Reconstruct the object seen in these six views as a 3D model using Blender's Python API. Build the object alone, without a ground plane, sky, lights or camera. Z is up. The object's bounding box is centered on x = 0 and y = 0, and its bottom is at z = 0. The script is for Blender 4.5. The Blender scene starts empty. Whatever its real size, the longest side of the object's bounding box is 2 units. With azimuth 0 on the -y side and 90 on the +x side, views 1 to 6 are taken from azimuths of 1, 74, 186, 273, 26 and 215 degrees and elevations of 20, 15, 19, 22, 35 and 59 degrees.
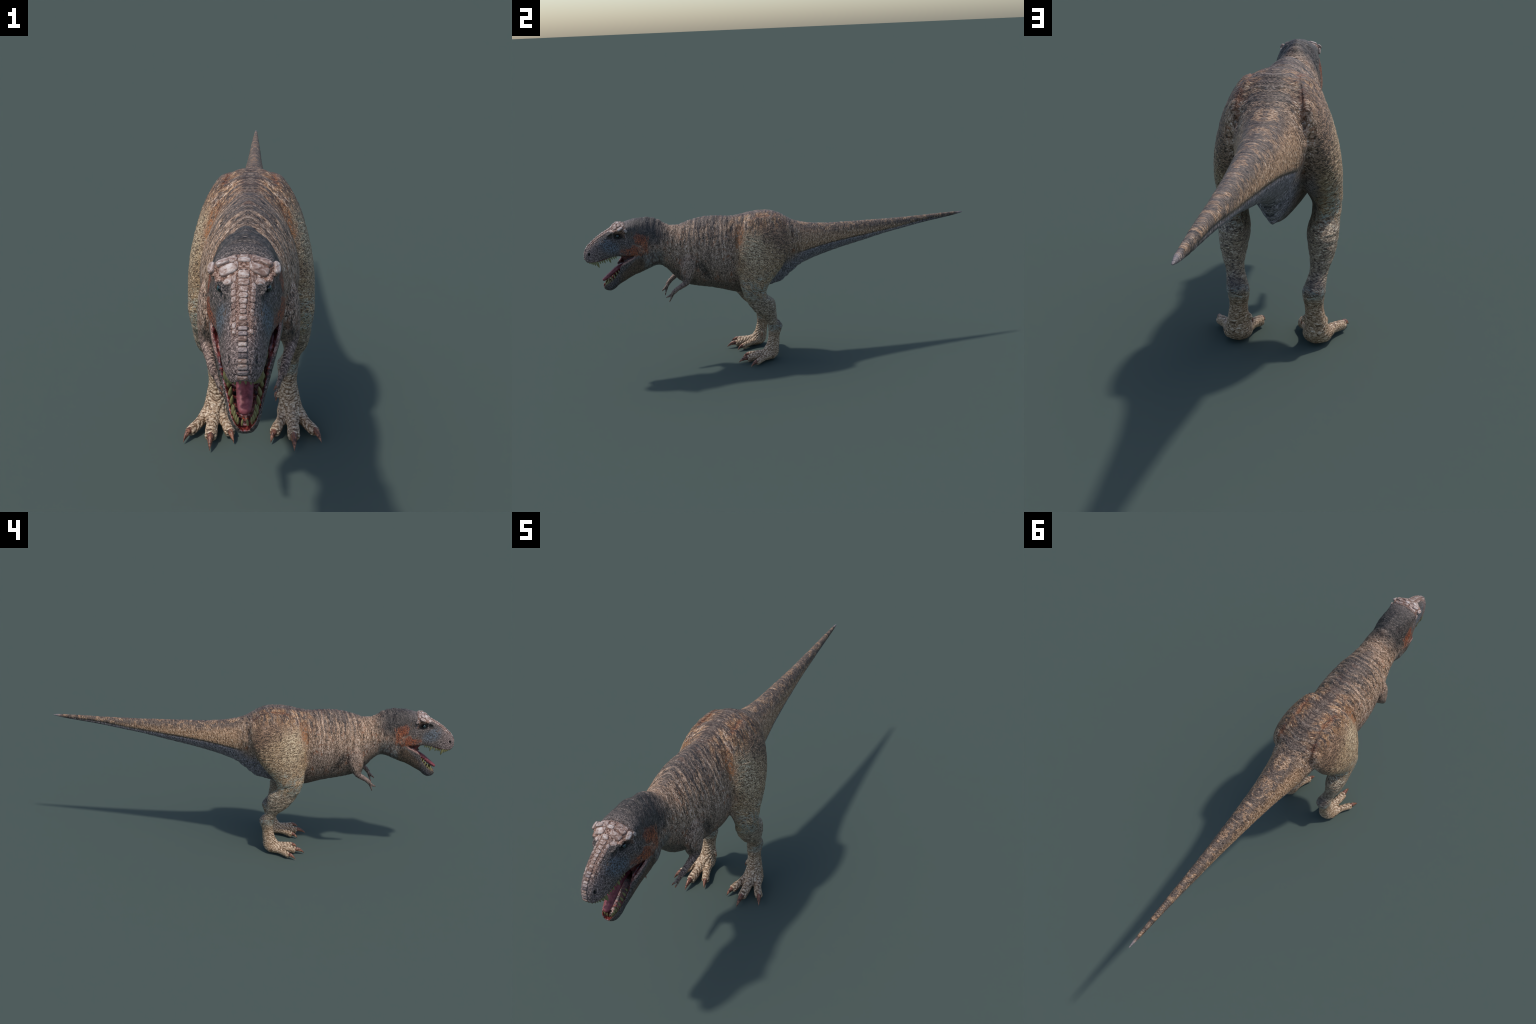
# Carnivorous two-legged dinosaur, jaws open, standing with its tail held straight out.
# The body is lofted from profiles (trunk, skull, jaw, legs, arms), fused into one skin,
# relaxed, wrinkled in code, and then split by region into anatomical parts.
import bpy, bmesh, math, random
import numpy as np
from mathutils import Vector, Matrix
from mathutils.bvhtree import BVHTree

random.seed(7)
TAU = 2 * math.pi
VOXEL = 0.0021

# ------------------------------------------------------------------ small helpers
def smooth(x, a, b):
    t = np.clip((x - a) / (b - a), 0, 1)
    return t * t * (3 - 2 * t)

def gauss(x, c, s):
    return np.exp(-((x - c) / s) ** 2)

def pchip(xs, ys, x):
    """monotone cubic through the stations, column by column"""
    xs = np.asarray(xs, float); ys = np.asarray(ys, float)
    if ys.ndim == 1:
        ys = ys[:, None]
    h = np.diff(xs)[:, None]; d = np.diff(ys, axis=0) / h
    m = np.zeros_like(ys); m[0] = d[0]; m[-1] = d[-1]
    same = d[:-1] * d[1:] > 0
    w1 = 2 * h[1:] + h[:-1]; w2 = h[1:] + 2 * h[:-1]
    with np.errstate(divide='ignore', invalid='ignore'):
        hm = (w1 + w2) / (w1 / d[:-1] + w2 / d[1:])
    m[1:-1] = np.where(same, hm, 0)
    i = np.clip(np.searchsorted(xs, x) - 1, 0, len(xs) - 2)
    t = ((x - xs[i]) / (xs[i + 1] - xs[i]))[:, None]; hh = (xs[i + 1] - xs[i])[:, None]
    return ((2*t**3 - 3*t**2 + 1) * ys[i] + (t**3 - 2*t**2 + t) * hh * m[i]
            + (-2*t**3 + 3*t**2) * ys[i + 1] + (t**3 - t**2) * hh * m[i + 1])

class Raw:
    """collects closed shells, each vertex tagged with the part it belongs to"""
    def __init__(self):
        self.v, self.f, self.tag, self.n = [], [], [], 0
    def shell(self, rings, tags, cap=True):
        R = np.asarray(rings, float); k, s, _ = R.shape
        base = self.n
        self.v.append(R.reshape(-1, 3))
        t = np.repeat(np.asarray(tags)[:, None], s, 1) if np.ndim(tags) == 1 else np.asarray(tags)
        self.tag.append(t.reshape(-1)); self.n += k * s
        for i in range(k - 1):
            for j in range(s):
                a = base + i*s + j; b = base + i*s + (j + 1) % s
                self.f.append((a, b, b + s, a + s))
        if cap:
            for ring, flip in ((0, True), (k - 1, False)):
                c = self.n
                self.v.append(R[ring].mean(0)[None]); self.tag.append(np.asarray([t[ring][0]])); self.n += 1
                for j in range(s):
                    a = base + ring*s + j; b = base + ring*s + (j + 1) % s
                    self.f.append((c, b, a) if flip else (c, a, b))
    def mirrored(self, rings, tags):
        self.shell(rings, tags)
        M = np.asarray(rings, float).copy(); M[..., 0] *= -1
        self.shell(M[:, ::-1], tags if np.ndim(tags) == 1 else np.asarray(tags)[:, ::-1])
    def ball(self, c, r, tag, rot=None, both=True):
        u = np.linspace(0.06, math.pi - 0.06, 14); w = np.linspace(0, TAU, 24, endpoint=False)
        P = np.stack([np.outer(np.sin(u), np.cos(w)), np.outer(np.sin(u), np.sin(w)), np.outer(np.cos(u), np.ones(24))], -1) * np.asarray(r)
        if rot is not None:
            P = P @ np.array(rot.to_3x3()).T
        P = P + np.asarray(c)
        (self.mirrored if both else self.shell)(P, [tag] * 14)

PARTS = ['torso', 'neck', 'head', 'lower_jaw', 'mouth_lining', 'tail', 'thigh', 'lower_leg', 'foot', 'forelimb', 'hand']
TAG = {n: i for i, n in enumerate(PARTS)}
raw = Raw()

# ------------------------------------------------------------------ trunk: neck, torso, tail
# y, back, belly, half width, height of the widest point, squareness above and below
TRUNK = [
    (-.800, .735, .600, .046, .660, 2.0, 2.0),
    (-.740, .767, .524, .066, .642, 1.55, 2.0),
    (-.700, .772, .523, .071, .640, 1.45, 2.0),
    (-.650, .761, .532, .074, .640, 1.5, 2.0),
    (-.610, .732, .506, .077, .625, 1.7, 2.0),
    (-.583, .718, .471, .082, .610, 1.75, 2.0),
    (-.551, .714, .438, .090, .595, 1.75, 1.9),
    (-.510, .724, .414, .101, .575, 1.7, 1.9),
    (-.470, .735, .402, .110, .565, 1.7, 1.9),
    (-.410, .742, .388, .118, .560, 1.65, 2.0),
    (-.360, .741, .373, .120, .555, 1.62, 2.0),
    (-.300, .733, .352, .117, .550, 1.7, 1.95),
    (-.256, .731, .338, .110, .550, 1.95, 1.8),
    (-.190, .738, .334, .104, .560, 2.5, 1.6),
    (-.130, .741, .345, .100, .570, 2.7, 1.4),
    (-.088, .738, .357, .096, .570, 2.7, 1.28),
    (-.030, .721, .371, .090, .570, 2.4, 1.22),
    ( .017, .692, .404, .084, .565, 2.1, 1.3),
    ( .063, .671, .440, .076, .560, 1.9, 1.5),
    ( .120, .656, .464, .066, .560, 2.0, 1.7),
    ( .208, .644, .488, .053, .565, 2.0, 1.7),
    ( .300, .639, .508, .044, .573, 2.0, 1.7),
    ( .407, .635, .528, .035, .583, 2.0, 1.7),
    ( .541, .630, .554, .0255, .594, 2.0, 1.8),
    ( .650, .628, .571, .0200, .602, 2.0, 1.9),
    ( .724, .627, .582, .0165, .606, 2.0, 2.0),
    ( .800, .6265, .592, .0130, .610, 2.0, 2.0),
    ( .912, .6265, .604, .0080, .616, 2.0, 2.0),
    ( .970, .6255, .612, .0050, .619, 2.0, 2.0),
    (1.000, .6215, .618, .0020, .620, 2.0, 2.0)]

def trunk_rings(n=230, seg=72):
    T = np.array(TRUNK)
    ys = np.concatenate([np.linspace(-.8, .2, 140), np.linspace(.21, 1.0, 90)])
    P = pchip(T[:, 0], T[:, 1:], ys)
    rings, tags = [], []
    a = np.linspace(0, TAU, seg, endpoint=False)
    for y, (zt, zb, w, zc, nt, nb) in zip(ys, P):
        c, s = np.cos(a), np.sin(a)
        e = np.where(s > 0, nt, nb)
        x = w * np.sign(c) * np.abs(c) ** (2 / e)
        z = zc + np.where(s > 0, zt - zc, zc - zb) * np.sign(s) * np.abs(s) ** (2 / e)
        rings.append(np.stack([x, np.full(seg, y), z], 1))
        tags.append(TAG['neck'] if y < -.56 else TAG['torso'] if y < .03 else TAG['tail'])
    return np.array(rings)[:, ::-1], tags
raw.shell(*trunk_rings())

# ------------------------------------------------------------------ skull and jaw: sections between a top and a bottom point
def sagittal(stations, profile, n, seg_tags=None):
    """stations: (Ty, Tz, By, Bz, half width, squareness); profile(k, sq) -> (x/w, h) loop, h from 0 bottom to 1 top"""
    S = np.array(stations, float); k = len(S)
    P = pchip(np.arange(k), S, np.linspace(0, k - 1, n))
    rings, tags = [], []
    for ty, tz, by, bz, w, sq in P:
        X, H, tg = profile(sq)
        rings.append(np.stack([X * w, by + (ty - by) * H, bz + (tz - bz) * H], 1)); tags.append(tg)
    return np.array(rings), np.array(tags)

# snout to nape: top line, lip line, half width at the lip, how boxy the section is
SKULL = [
    (-.9990, .612, -.9980, .594, .008, .5),
    (-.9970, .630, -.9930, .587, .016, .5),
    (-.9890, .647, -.9840, .5835, .0225, .5),
    (-.9770, .662, -.9680, .582, .029, .5),
    (-.9600, .677, -.9440, .584, .036, .5),
    (-.9380, .694, -.9150, .591, .0415, .5),
    (-.9100, .7125, -.8850, .599, .045, .5),
    (-.8850, .725, -.8650, .6035, .048, .55),
    (-.8650, .736, -.8470, .604, .051, .7),
    (-.8480, .750, -.8330, .604, .054, .9),
    (-.8250, .756, -.8100, .603, .060, .95),
    (-.8050, .756, -.7900, .601, .066, .95),
    (-.7800, .761, -.7700, .601, .072, .8),
    (-.7500, .766, -.7400, .600, .075, .5),
    (-.7100, .767, -.7000, .600, .073, .4),
    (-.6700, .745, -.6600, .610, .060, .4)]
def skull_profile(sq):
    # half section from palate centre over lip, cheek, and brow to the crown
    lo = np.array([(0, .10), (.45, .085), (.74, .04), (.86, .0), (.95, .012), (1.0, .07), (1.015, .18), (.995, .32), (.95, .48),
                   (.86, .64), (.74, .78), (.56, .90), (.36, .965), (.20, .993), (0, 1.0)])
    hi = np.array([(0, .10), (.45, .085), (.74, .04), (.86, .0), (.95, .012), (1.0, .07), (1.01, .18), (.97, .34), (.90, .50),
                   (.87, .64), (.88, .76), (.84, .87), (.58, .945), (.30, .985), (0, 1.0)])
    q = lo + (hi - lo) * np.clip((sq - .5) / .45, 0, 1)
    t = np.linspace(0, len(q) - 1, 46)
    q = pchip(np.arange(len(q)), q, t)
    X = np.concatenate([q[:, 0], -q[-2:0:-1, 0]]); H = np.concatenate([q[:, 1], q[-2:0:-1, 1]])
    tg = np.where(np.concatenate([t, t[-2:0:-1]]) < 2.7, TAG['mouth_lining'], TAG['head'])
    return X, H, tg
raw.shell(*sagittal(SKULL, skull_profile, 120))

JAW = [
    (-.9225, .454, -.9190, .443, .010, 0),
    (-.9190, .462, -.9080, .4345, .0195, 0),
    (-.9080, .468, -.8900, .431, .0265, 0),
    (-.8950, .475, -.8700, .4385, .0315, 0),
    (-.8770, .489, -.8480, .457, .0365, 0),
    (-.8600, .508, -.8180, .473, .043, 0),
    (-.8470, .530, -.7900, .488, .050, 0),
    (-.8320, .563, -.7600, .501, .059, 0),
    (-.8100, .581, -.7300, .511, .066, 0),
    (-.7900, .590, -.7050, .521, .070, 0),
    (-.7650, .603, -.6850, .530, .073, 0),
    (-.7200, .640, -.6500, .545, .070, 0)]
def jaw_profile(sq):
    q = np.array([(0, 0), (.42, .03), (.75, .16), (.95, .45), (1.0, .75), (.985, .93), (.92, 1.0), (.82, .97), (.74, .80),
                  (.66, .60), (.50, .50), (.25, .47), (0, .46)])
    t = np.linspace(0, len(q) - 1, 40)
    q = pchip(np.arange(len(q)), q, t)
    X = np.concatenate([q[:, 0], -q[-2:0:-1, 0]]); H = np.concatenate([q[:, 1], q[-2:0:-1, 1]])
    tg = np.where(np.concatenate([t, t[-2:0:-1]]) > 5.9, TAG['mouth_lining'], TAG['lower_jaw'])
    return X[::-1], H[::-1], tg[::-1]
J, Jt = sagittal(JAW, jaw_profile, 100)
raw.shell(J[:, ::-1], Jt[:, ::-1])

# webs of skin inside the corners of the mouth, and the back of the throat
def web_rings():
    rings = []
    for t in np.linspace(0, 1, 14):
        z = .612 - .066 * t
        front = -.846 + .024 * math.sin(math.pi * min(1, t * 1.05)) ** 1.0
        x0 = .044 + .004 * t
        a = np.linspace(0, TAU, 20, endpoint=False)
        cy = (front - .74) / 2; ry = (-.74 - front) / 2
        rings.append(np.stack([x0 + .0055 * np.cos(a) + (np.sin(a) * ry + ry) * .05, cy + ry * np.sin(a), np.full(20, z)], 1))
    return rings
raw.mirrored(web_rings(), [TAG['mouth_lining']] * 14)
raw.ball((0, -.745, .565), (.055, .035, .06), TAG['mouth_lining'], both=False)

# brow bosses, prefrontal ridges, cheek
raw.ball((.0545, -.828, .7325), (.0100, .019, .0085), TAG['head'], Matrix.Rotation(.45, 4, 'X'))
raw.ball((.0570, -.808, .7240), (.0085, .013, .0080), TAG['head'], Matrix.Rotation(.55, 4, 'X'))
raw.ball((.0440, -.852, .7240), (.0110, .017, .0075), TAG['head'], Matrix.Rotation(.55, 4, 'X'))
raw.ball((.0340, -.872, .7140), (.0090, .018, .0065), TAG['head'], Matrix.Rotation(.55, 4, 'X'))
raw.ball((.0300, -.832, .7400), (.0260, .017, .0110), TAG['head'], Matrix.Rotation(.35, 4, 'X'))

# ------------------------------------------------------------------ legs
# z, outer x, inner x, front y, rear y
LEG = [
    (.722, .076, .030, -.190, -.060),
    (.710, .089, .028, -.222, -.040),
    (.690, .104, .030, -.243, -.020),
    (.650, .127, .035, -.268, -.002),
    (.600, .145, .040, -.282, -.006),
    (.550, .158, .044, -.289, -.020),
    (.500, .166, .047, -.290, -.044),
    (.450, .169, .056, -.285, -.084),
    (.410, .168, .078, -.279, -.126),
    (.380, .167, .089, -.272, -.145),
    (.352, .165, .087, -.262, -.150),
    (.335, .163, .083, -.253, -.136),
    (.315, .161, .079, -.246, -.116),
    (.290, .159, .080, -.232, -.107),
    (.265, .155, .084, -.214, -.103),
    (.240, .149, .087, -.190, -.100),
    (.210, .140, .085, -.162, -.093),
    (.185, .133, .079, -.146, -.077),
    (.165, .131, .073, -.141, -.072),
    (.148, .130, .073, -.140, -.074),
    (.125, .129, .075, -.142, -.082),
    (.090, .132, .078, -.148, -.088),
    (.065, .137, .077, -.160, -.091),
    (.045, .143, .073, -.176, -.093),
    (.028, .148, .069, -.184, -.098),
    (.012, .142, .077, -.180, -.110),
    (.003, .128, .090, -.170, -.124)]
def leg_rings(n=150, seg=56):
    L = np.array(LEG)[::-1]
    # even spacing along the limb
    zs = np.interp(np.linspace(0, 1, n), np.linspace(0, 1, len(L)), L[:, 0])
    P = pchip(L[:, 0], L[:, 1:], zs)
    a = np.linspace(0, TAU, seg, endpoint=False)
    rings, tags = [], []
    for z, (xo, xi, yf, yb) in zip(zs, P):
        e = 2.1
        c = np.sign(np.cos(a)) * np.abs(np.cos(a)) ** (2 / e); s = np.sign(np.sin(a)) * np.abs(np.sin(a)) ** (2 / e)
        rings.append(np.stack([(xo + xi) / 2 + (xo - xi) / 2 * c, (yf + yb) / 2 + (yb - yf) / 2 * s, np.full(seg, z)], 1))
        tags.append(TAG['thigh'] if z > .365 else TAG['lower_leg'] if z > .165 else TAG['foot'])
    return rings, tags
raw.mirrored(*leg_rings())

def tube(points, radii, n, seg=24, flat=1.0):
    """round limb through points; flat squashes it in z"""
    P = np.array(points, float); k = len(P)
    C = pchip(np.arange(k), np.c_[P, radii], np.linspace(0, k - 1, n))
    a = np.linspace(0, TAU, seg, endpoint=False); rings = []
    for i in range(n):
        d = C[min(i + 1, n - 1), :3] - C[max(i - 1, 0), :3]; d /= np.linalg.norm(d)
        ref = np.array([0, 0, 1.]) if abs(d[2]) < .8 else np.array([0, -1., 0])
        u = np.cross(d, ref); u /= np.linalg.norm(u); w = np.cross(u, d)
        rings.append(C[i, :3] + C[i, 3] * (np.outer(np.cos(a), u) + flat * np.outer(np.sin(a), w)))
    return rings
TOES = {  # root, knuckle, claw base, claw tip, radius
    'middle': ((.112, -.150, .040), (.114, -.205, .028), (.1155, -.257, .0185), (.116, -.308, .004), .0175),
    'outer':  ((.126, -.132, .027), (.150, -.188, .024), (.1760, -.229, .0170), (.192, -.265, .003), .0150),
    'inner':  ((.097, -.132, .027), (.079, -.190, .025), (.0620, -.234, .0175), (.051, -.267, .003), .0150)}
for nm, (p0, p1, p2, p3, r) in TOES.items():
    p2e = tuple(np.array(p2) + (np.array(p2) - np.array(p1)) * .06)
    raw.mirrored(tube([p0, p1, p2, p2e], [r * (1.2 if nm == 'middle' else 1.55), r * 1.02, r * .98, r * .64], 40, flat=.98), [TAG['foot']] * 40)
raw.mirrored(tube([(.082, -.118, .085), (.074, -.122, .076), (.0695, -.1245, .068)], [.009, .0065, .005], 14), [TAG['foot']] * 14)
raw.ball((.111, -.160, .020), (.036, .032, .017), TAG['foot'])

# ------------------------------------------------------------------ arms
ARM = [(.085, -.510, .520), (.095, -.520, .490), (.1005, -.531, .462), (.0975, -.541, .4475), (.0900, -.568, .430), (.0815, -.593, .411), (.0750, -.606, .397)]
arm_tags = [TAG['forelimb']] * 38 + [TAG['hand']] * 12
raw.mirrored(tube(ARM, [.033, .024, .0160, .0142, .0122, .0105, .0098], 50), arm_tags)
FINGERS = [[(.0745, -.602, .400), (.0675, -.619, .386), (.0605, -.6295, .3765)], [(.0745, -.602, .398), (.0685, -.612, .376), (.0615, -.618, .356)]]
for f in FINGERS:
    raw.mirrored(tube(f, [.0068, .0050, .0030], 20), [TAG['hand']] * 20)
raw.ball((.086, -.520, .520), (.030, .042, .080), TAG['torso'], Matrix.Rotation(-.25, 4, 'X'))

# ------------------------------------------------------------------ fuse into one skin
def to_mesh(name, V, F):
    me = bpy.data.meshes.new(name); me.from_pydata([tuple(p) for p in V], [], F); me.update(); return me
V0 = np.concatenate(raw.v); T0 = np.concatenate(raw.tag)
src = bpy.data.objects.new('source', to_mesh('source', V0, raw.f)); bpy.context.scene.collection.objects.link(src)
bm = bmesh.new(); bm.from_mesh(src.data); bmesh.ops.recalc_face_normals(bm, faces=bm.faces); bm.to_mesh(src.data); bm.free()
md = src.modifiers.new('fuse', 'REMESH'); md.mode = 'VOXEL'; md.voxel_size = VOXEL; md.adaptivity = 0
dg = bpy.context.evaluated_depsgraph_get()
ev = src.evaluated_get(dg); fm = ev.to_mesh()
nv = len(fm.vertices); V = np.empty(nv * 3); fm.vertices.foreach_get('co', V); V = V.reshape(-1, 3)
nl = len(fm.loops); LI = np.empty(nl, int); fm.loops.foreach_get('vertex_index', LI)
F = LI.reshape(-1, 4) if nl == 4 * len(fm.polygons) else None
ev.to_mesh_clear(); bpy.data.objects.remove(src)
assert F is not None

E1 = np.concatenate([F[:, [0, 1]], F[:, [1, 2]], F[:, [2, 3]], F[:, [3, 0]]])
E1 = np.sort(E1, 1); E1 = np.unique(E1[:, 0] * nv + E1[:, 1]); E1 = np.stack([E1 // nv, E1 % nv], 1)
DEG = np.bincount(E1.ravel(), minlength=nv).astype(float)
def lap(A):
    out = np.empty_like(A)
    for c in range(A.shape[1]):
        out[:, c] = (np.bincount(E1[:, 0], A[E1[:, 1], c], nv) + np.bincount(E1[:, 1], A[E1[:, 0], c], nv)) / DEG
    return out
def relax(V, mask, it, k=.6):
    for _ in range(it):
        V = V + k * mask[:, None] * (lap(V) - V)
    return V
def normals(V):
    a, b, c, d = (V[F[:, i]] for i in range(4))
    n = np.cross(c - a, d - b); N = np.zeros_like(V)
    for i in range(4):
        for k in range(3):
            N[:, k] += np.bincount(F[:, i], n[:, k], nv)
    return N / np.maximum(np.linalg.norm(N, axis=1, keepdims=True), 1e-12)

# drop stray inner shells: keep only the largest connected piece
par = np.arange(nv)
for _ in range(400):
    m = np.minimum(par[E1[:, 0]], par[E1[:, 1]])
    new = par.copy(); np.minimum.at(new, E1[:, 0], m); np.minimum.at(new, E1[:, 1], m); new = new[new]
    if (new == par).all(): break
    par = new
big = np.bincount(par).argmax(); KEEP = par == big

X, Y, Z = np.abs(V[:, 0]), V[:, 1], V[:, 2]
V = relax(V, np.ones(nv), 3, .5)
# melt the seams where the limbs join the trunk
hip = smooth(Y, -.36, -.28) * (1 - smooth(Y, .02, .10)) * smooth(Z, .36, .42) * (1 - smooth(Z, .72, .76))
arm = np.exp(-(((X - .085) / .04) ** 2 + ((Y + .52) / .07) ** 2 + ((Z - .51) / .07) ** 2))
neckb = smooth(Y, -.80, -.76) * (1 - smooth(Y, -.60, -.52))
foot = (1 - smooth(Z, .05, .09)) * smooth(Y, -.23, -.20)
face = (1 - smooth(Y, -.80, -.77)) * smooth(Z, .61, .64)
nape = gauss(Y, -.665, .04) * smooth(Z, .56, .60)
V = relax(V, np.clip(np.maximum.reduce([hip, arm, nape]), 0, 1), 45)
V = relax(V, np.clip(np.maximum.reduce([neckb, foot * .9, face * .3, arm * .5]), 0, 1), 12)
# restore the full reach of the thin tail tip and the muzzle
far = V[:, 1] > .9
V[far, 1] = .9 + (V[far, 1] - .9) * (.1 / (V[far, 1].max() - .9))
fro = V[:, 1] < -.95
V[fro, 1] = -.95 + (V[fro, 1] + .95) * (.0482 / (-.95 - V[fro, 1].min()))

# ------------------------------------------------------------------ wrinkles, creases, scaly lumps
_rng = np.random.default_rng(11)
PERM = _rng.permutation(512)
def noise3(P):
    i = np.floor(P).astype(int); f = P - i; u = f * f * (3 - 2 * f)
    def h(a, b, c):
        return PERM[(PERM[(PERM[a & 511] + b) & 511] + c) & 511] / 255.5 - 1
    r = 0
    for dx in (0, 1):
        for dy in (0, 1):
            for dz in (0, 1):
                w = (u[:, 0] if dx else 1 - u[:, 0]) * (u[:, 1] if dy else 1 - u[:, 1]) * (u[:, 2] if dz else 1 - u[:, 2])
                r = r + w * h(i[:, 0] + dx, i[:, 1] + dy, i[:, 2] + dz)
    return r
def ridged(P):
    return 1 - 2 * np.abs(noise3(P)) 

N = normals(V)
X, Y, Z = np.abs(V[:, 0]), V[:, 1], V[:, 2]
sym = np.stack([X, Y, Z], 1)
wob = np.stack([noise3(sym * 22 + 3), noise3(sym * 22 + 31), noise3(sym * 22 + 77)], 1)
legm = np.maximum((1 - smooth(Z, .33, .38)) * smooth(X, .055, .07) * smooth(Y, -.33, -.28),
                  smooth(X, .108, .128) * smooth(Y, -.31, -.28) * (1 - smooth(Y, -.01, .03)))
footm = (1 - smooth(Z, .12, .17)) * smooth(Y, -.33, -.32)
headm = 1 - smooth(Y, -.80, -.74)
headm = np.maximum(headm, 0)
trunk = (1 - legm) * (1 - headm)
Yc = Y + .35 * X + .006 * wob[:, 1]
d = np.zeros(nv)
fold = ridged(np.stack([X * 9, Yc * 62, Z * 11 + wob[:, 0] * .8], 1))
fine = ridged(np.stack([X * 22, Yc * 135 + 9, Z * 30 + wob[:, 2]], 1))
tail_fade = 1 - .6 * smooth(Y, .3, .9)
upper = smooth(Z, .56, .68)
d += trunk * tail_fade * ((.0007 + .0013 * upper * (1 - smooth(Y, -.08, .06))) * fold + (.0004 + .0006 * (1 - smooth(Y, -.05, .1))) * fine)
lf = ridged(np.stack([X * 24 + wob[:, 0], Y * 24 + wob[:, 1], Z * 105 + Y * 25 + 1.0 * wob[:, 2]], 1))
d += legm * (1 - footm) * (.0011 + .0004 * gauss(Z, .30, .08)) * lf
# rings of big scales on feet and shins
front = smooth(-N[:, 1] + N[:, 2] * .6, .1, .6)
ring = np.abs(np.sin((Z * .9 - Y * .75) * 330)) ** .6
split = np.abs(np.sin((X - .112) * 260 + wob[:, 1])) ** .5
d += footm * (front * .0024 * (ring * (.65 + .35 * split) - .6) + .0007 * lf)
# neck folds and throat pebbles
throat = gauss(Y, -.675, .06) * (1 - smooth(Z, .585, .63))
d += throat * .0016 * ridged(np.stack([X * 40, Y * 75, Z * 42], 1))
d += headm * (.0004 * noise3(sym * 260) + .0008 * noise3(sym * 95) * smooth(Z, .60, .63))
# crease along the lower edge of the tail, thigh borders
crease_z = np.interp(Y, [0, .22, .43, .60, .77, 1.0], [.515, .548, .566, .581, .604, .616])
tail = smooth(Y, .02, .08) * (1 - smooth(Y, .8, .95))
d -= tail * (.0025 * gauss(Z, crease_z, .004) - .001 * gauss(Z, crease_z + .012, .008))
d -= smooth(X, .085, .1) * gauss(Y, -.283 + .02 * smooth(Z, .6, .72), .007) * smooth(Z, .40, .46) * (1 - smooth(Z, .70, .74)) * .004
# groove between the flat of the hips and the thigh muscle, with the muscle swelling beyond it
HIP_LINE = np.array([(.078, -.215, .690), (.067, -.160, .703), (.061, -.115, .703), (.067, -.060, .690), (.076, -.020, .662), (.080, .002, .630), (.074, .016, .590)])
dist = np.full(nv, 9.)
Q = np.stack([X, Y, Z], 1)
for a_, b_ in zip(HIP_LINE[:-1], HIP_LINE[1:]):
    ab = b_ - a_; t = np.clip(((Q - a_) @ ab) / (ab @ ab), 0, 1)
    dist = np.minimum(dist, np.linalg.norm(Q - a_ - t[:, None] * ab, axis=1))
xg = np.interp(Y, HIP_LINE[:, 1], HIP_LINE[:, 0])
d -= .0042 * gauss(dist, 0, .0075)
d += .0034 * gauss(dist, .016, .010) * (X > xg)
# muscle and joints of the leg
lowleg = (1 - smooth(Z, .37, .40)) * smooth(X, .055, .07) * smooth(Y, -.33, -.28)
rearw = smooth(N[:, 1], -.3, .5); outw = smooth(N[:, 1], -.9, .2)
d += lowleg * gauss(Z, .305, .030) * rearw * .0035
d -= lowleg * gauss(Z, .218, .022) * .0035
d += lowleg * gauss(Z, .166, .014) * rearw * .0030
d -= lowleg * gauss(Z, .118, .022) * .0020
d -= gauss(Z, .376 - .25 * (Y + .2), .009) * smooth(X, .10, .13) * smooth(Y, -.24, -.18) * .0035
d += gauss(Z, .395, .022) * smooth(X, .10, .13) * (1 - smooth(Y, -.22, -.17)) * .002
d += lowleg * gauss(Z, .345, .014) * (1 - smooth(N[:, 1], -.8, -.3)) * .003
# folds of loose skin under the tail base
uf = smooth(Y, -.12, -.06) * (1 - smooth(Y, .05, .12)) * (1 - smooth(Z, .46, .50)) * (1 - smooth(X, .07, .09))
d += uf * .0028 * ridged(np.stack([X * 26 + wob[:, 0], Y * 55 + Z * 30, Z * 60 + wob[:, 1]], 1))
# shoulder hollow
d -= np.exp(-(((Y + .445 + .5 * (Z - .5)) / .022) ** 2 + ((Z - .5) / .07) ** 2)) * smooth(X, .07, .09) * .006
# eye sockets, nostrils, hollow before the eye
def dent(c, r, depth):
    return -depth * np.exp(-((X - c[0]) ** 2 + (Y - c[1]) ** 2 + (Z - c[2]) ** 2) / r ** 2)
d += dent((.048, -.838, .699), .014, .0095) + dent((.050, -.826, .690), .012, .003)
d += dent((.0265, -.9765, .624), .0040, .009) + dent((.0245, -.981, .613), .0045, .004)
d += .0016 * np.exp(-((X - .029) ** 2 + (Y + .985) ** 2 + (Z - .618) ** 2) / .009 ** 2)
d += dent((.037, -.873, .697), .013, .0060)
d += dent((.046, -.852, .696), .009, .0035)
lip = headm * gauss(Z, .590, .006) * smooth(N[:, 2], -.6, 0) * (Y > -.995)
V = V + N * d[:, None]
V[:, 2] -= V[KEEP, 2].min()
V[:, 2] = np.maximum(V[:, 2], 0)
N = normals(V)

# ------------------------------------------------------------------ split by region
from mathutils.kdtree import KDTree
fc = V[F].mean(1); keepf = KEEP[F[:, 0]]
kd = KDTree(len(V0))
for i, p in enumerate(V0): kd.insert(p, i)
kd.balance()
vt = np.array([T0[kd.find(p)[1]] if k else 0 for p, k in zip(V, KEEP)])
ft = vt[F]
label = np.array(ft[:, 0])
cx, cy, cz = np.abs(fc[:, 0]), fc[:, 1], fc[:, 2]
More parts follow.
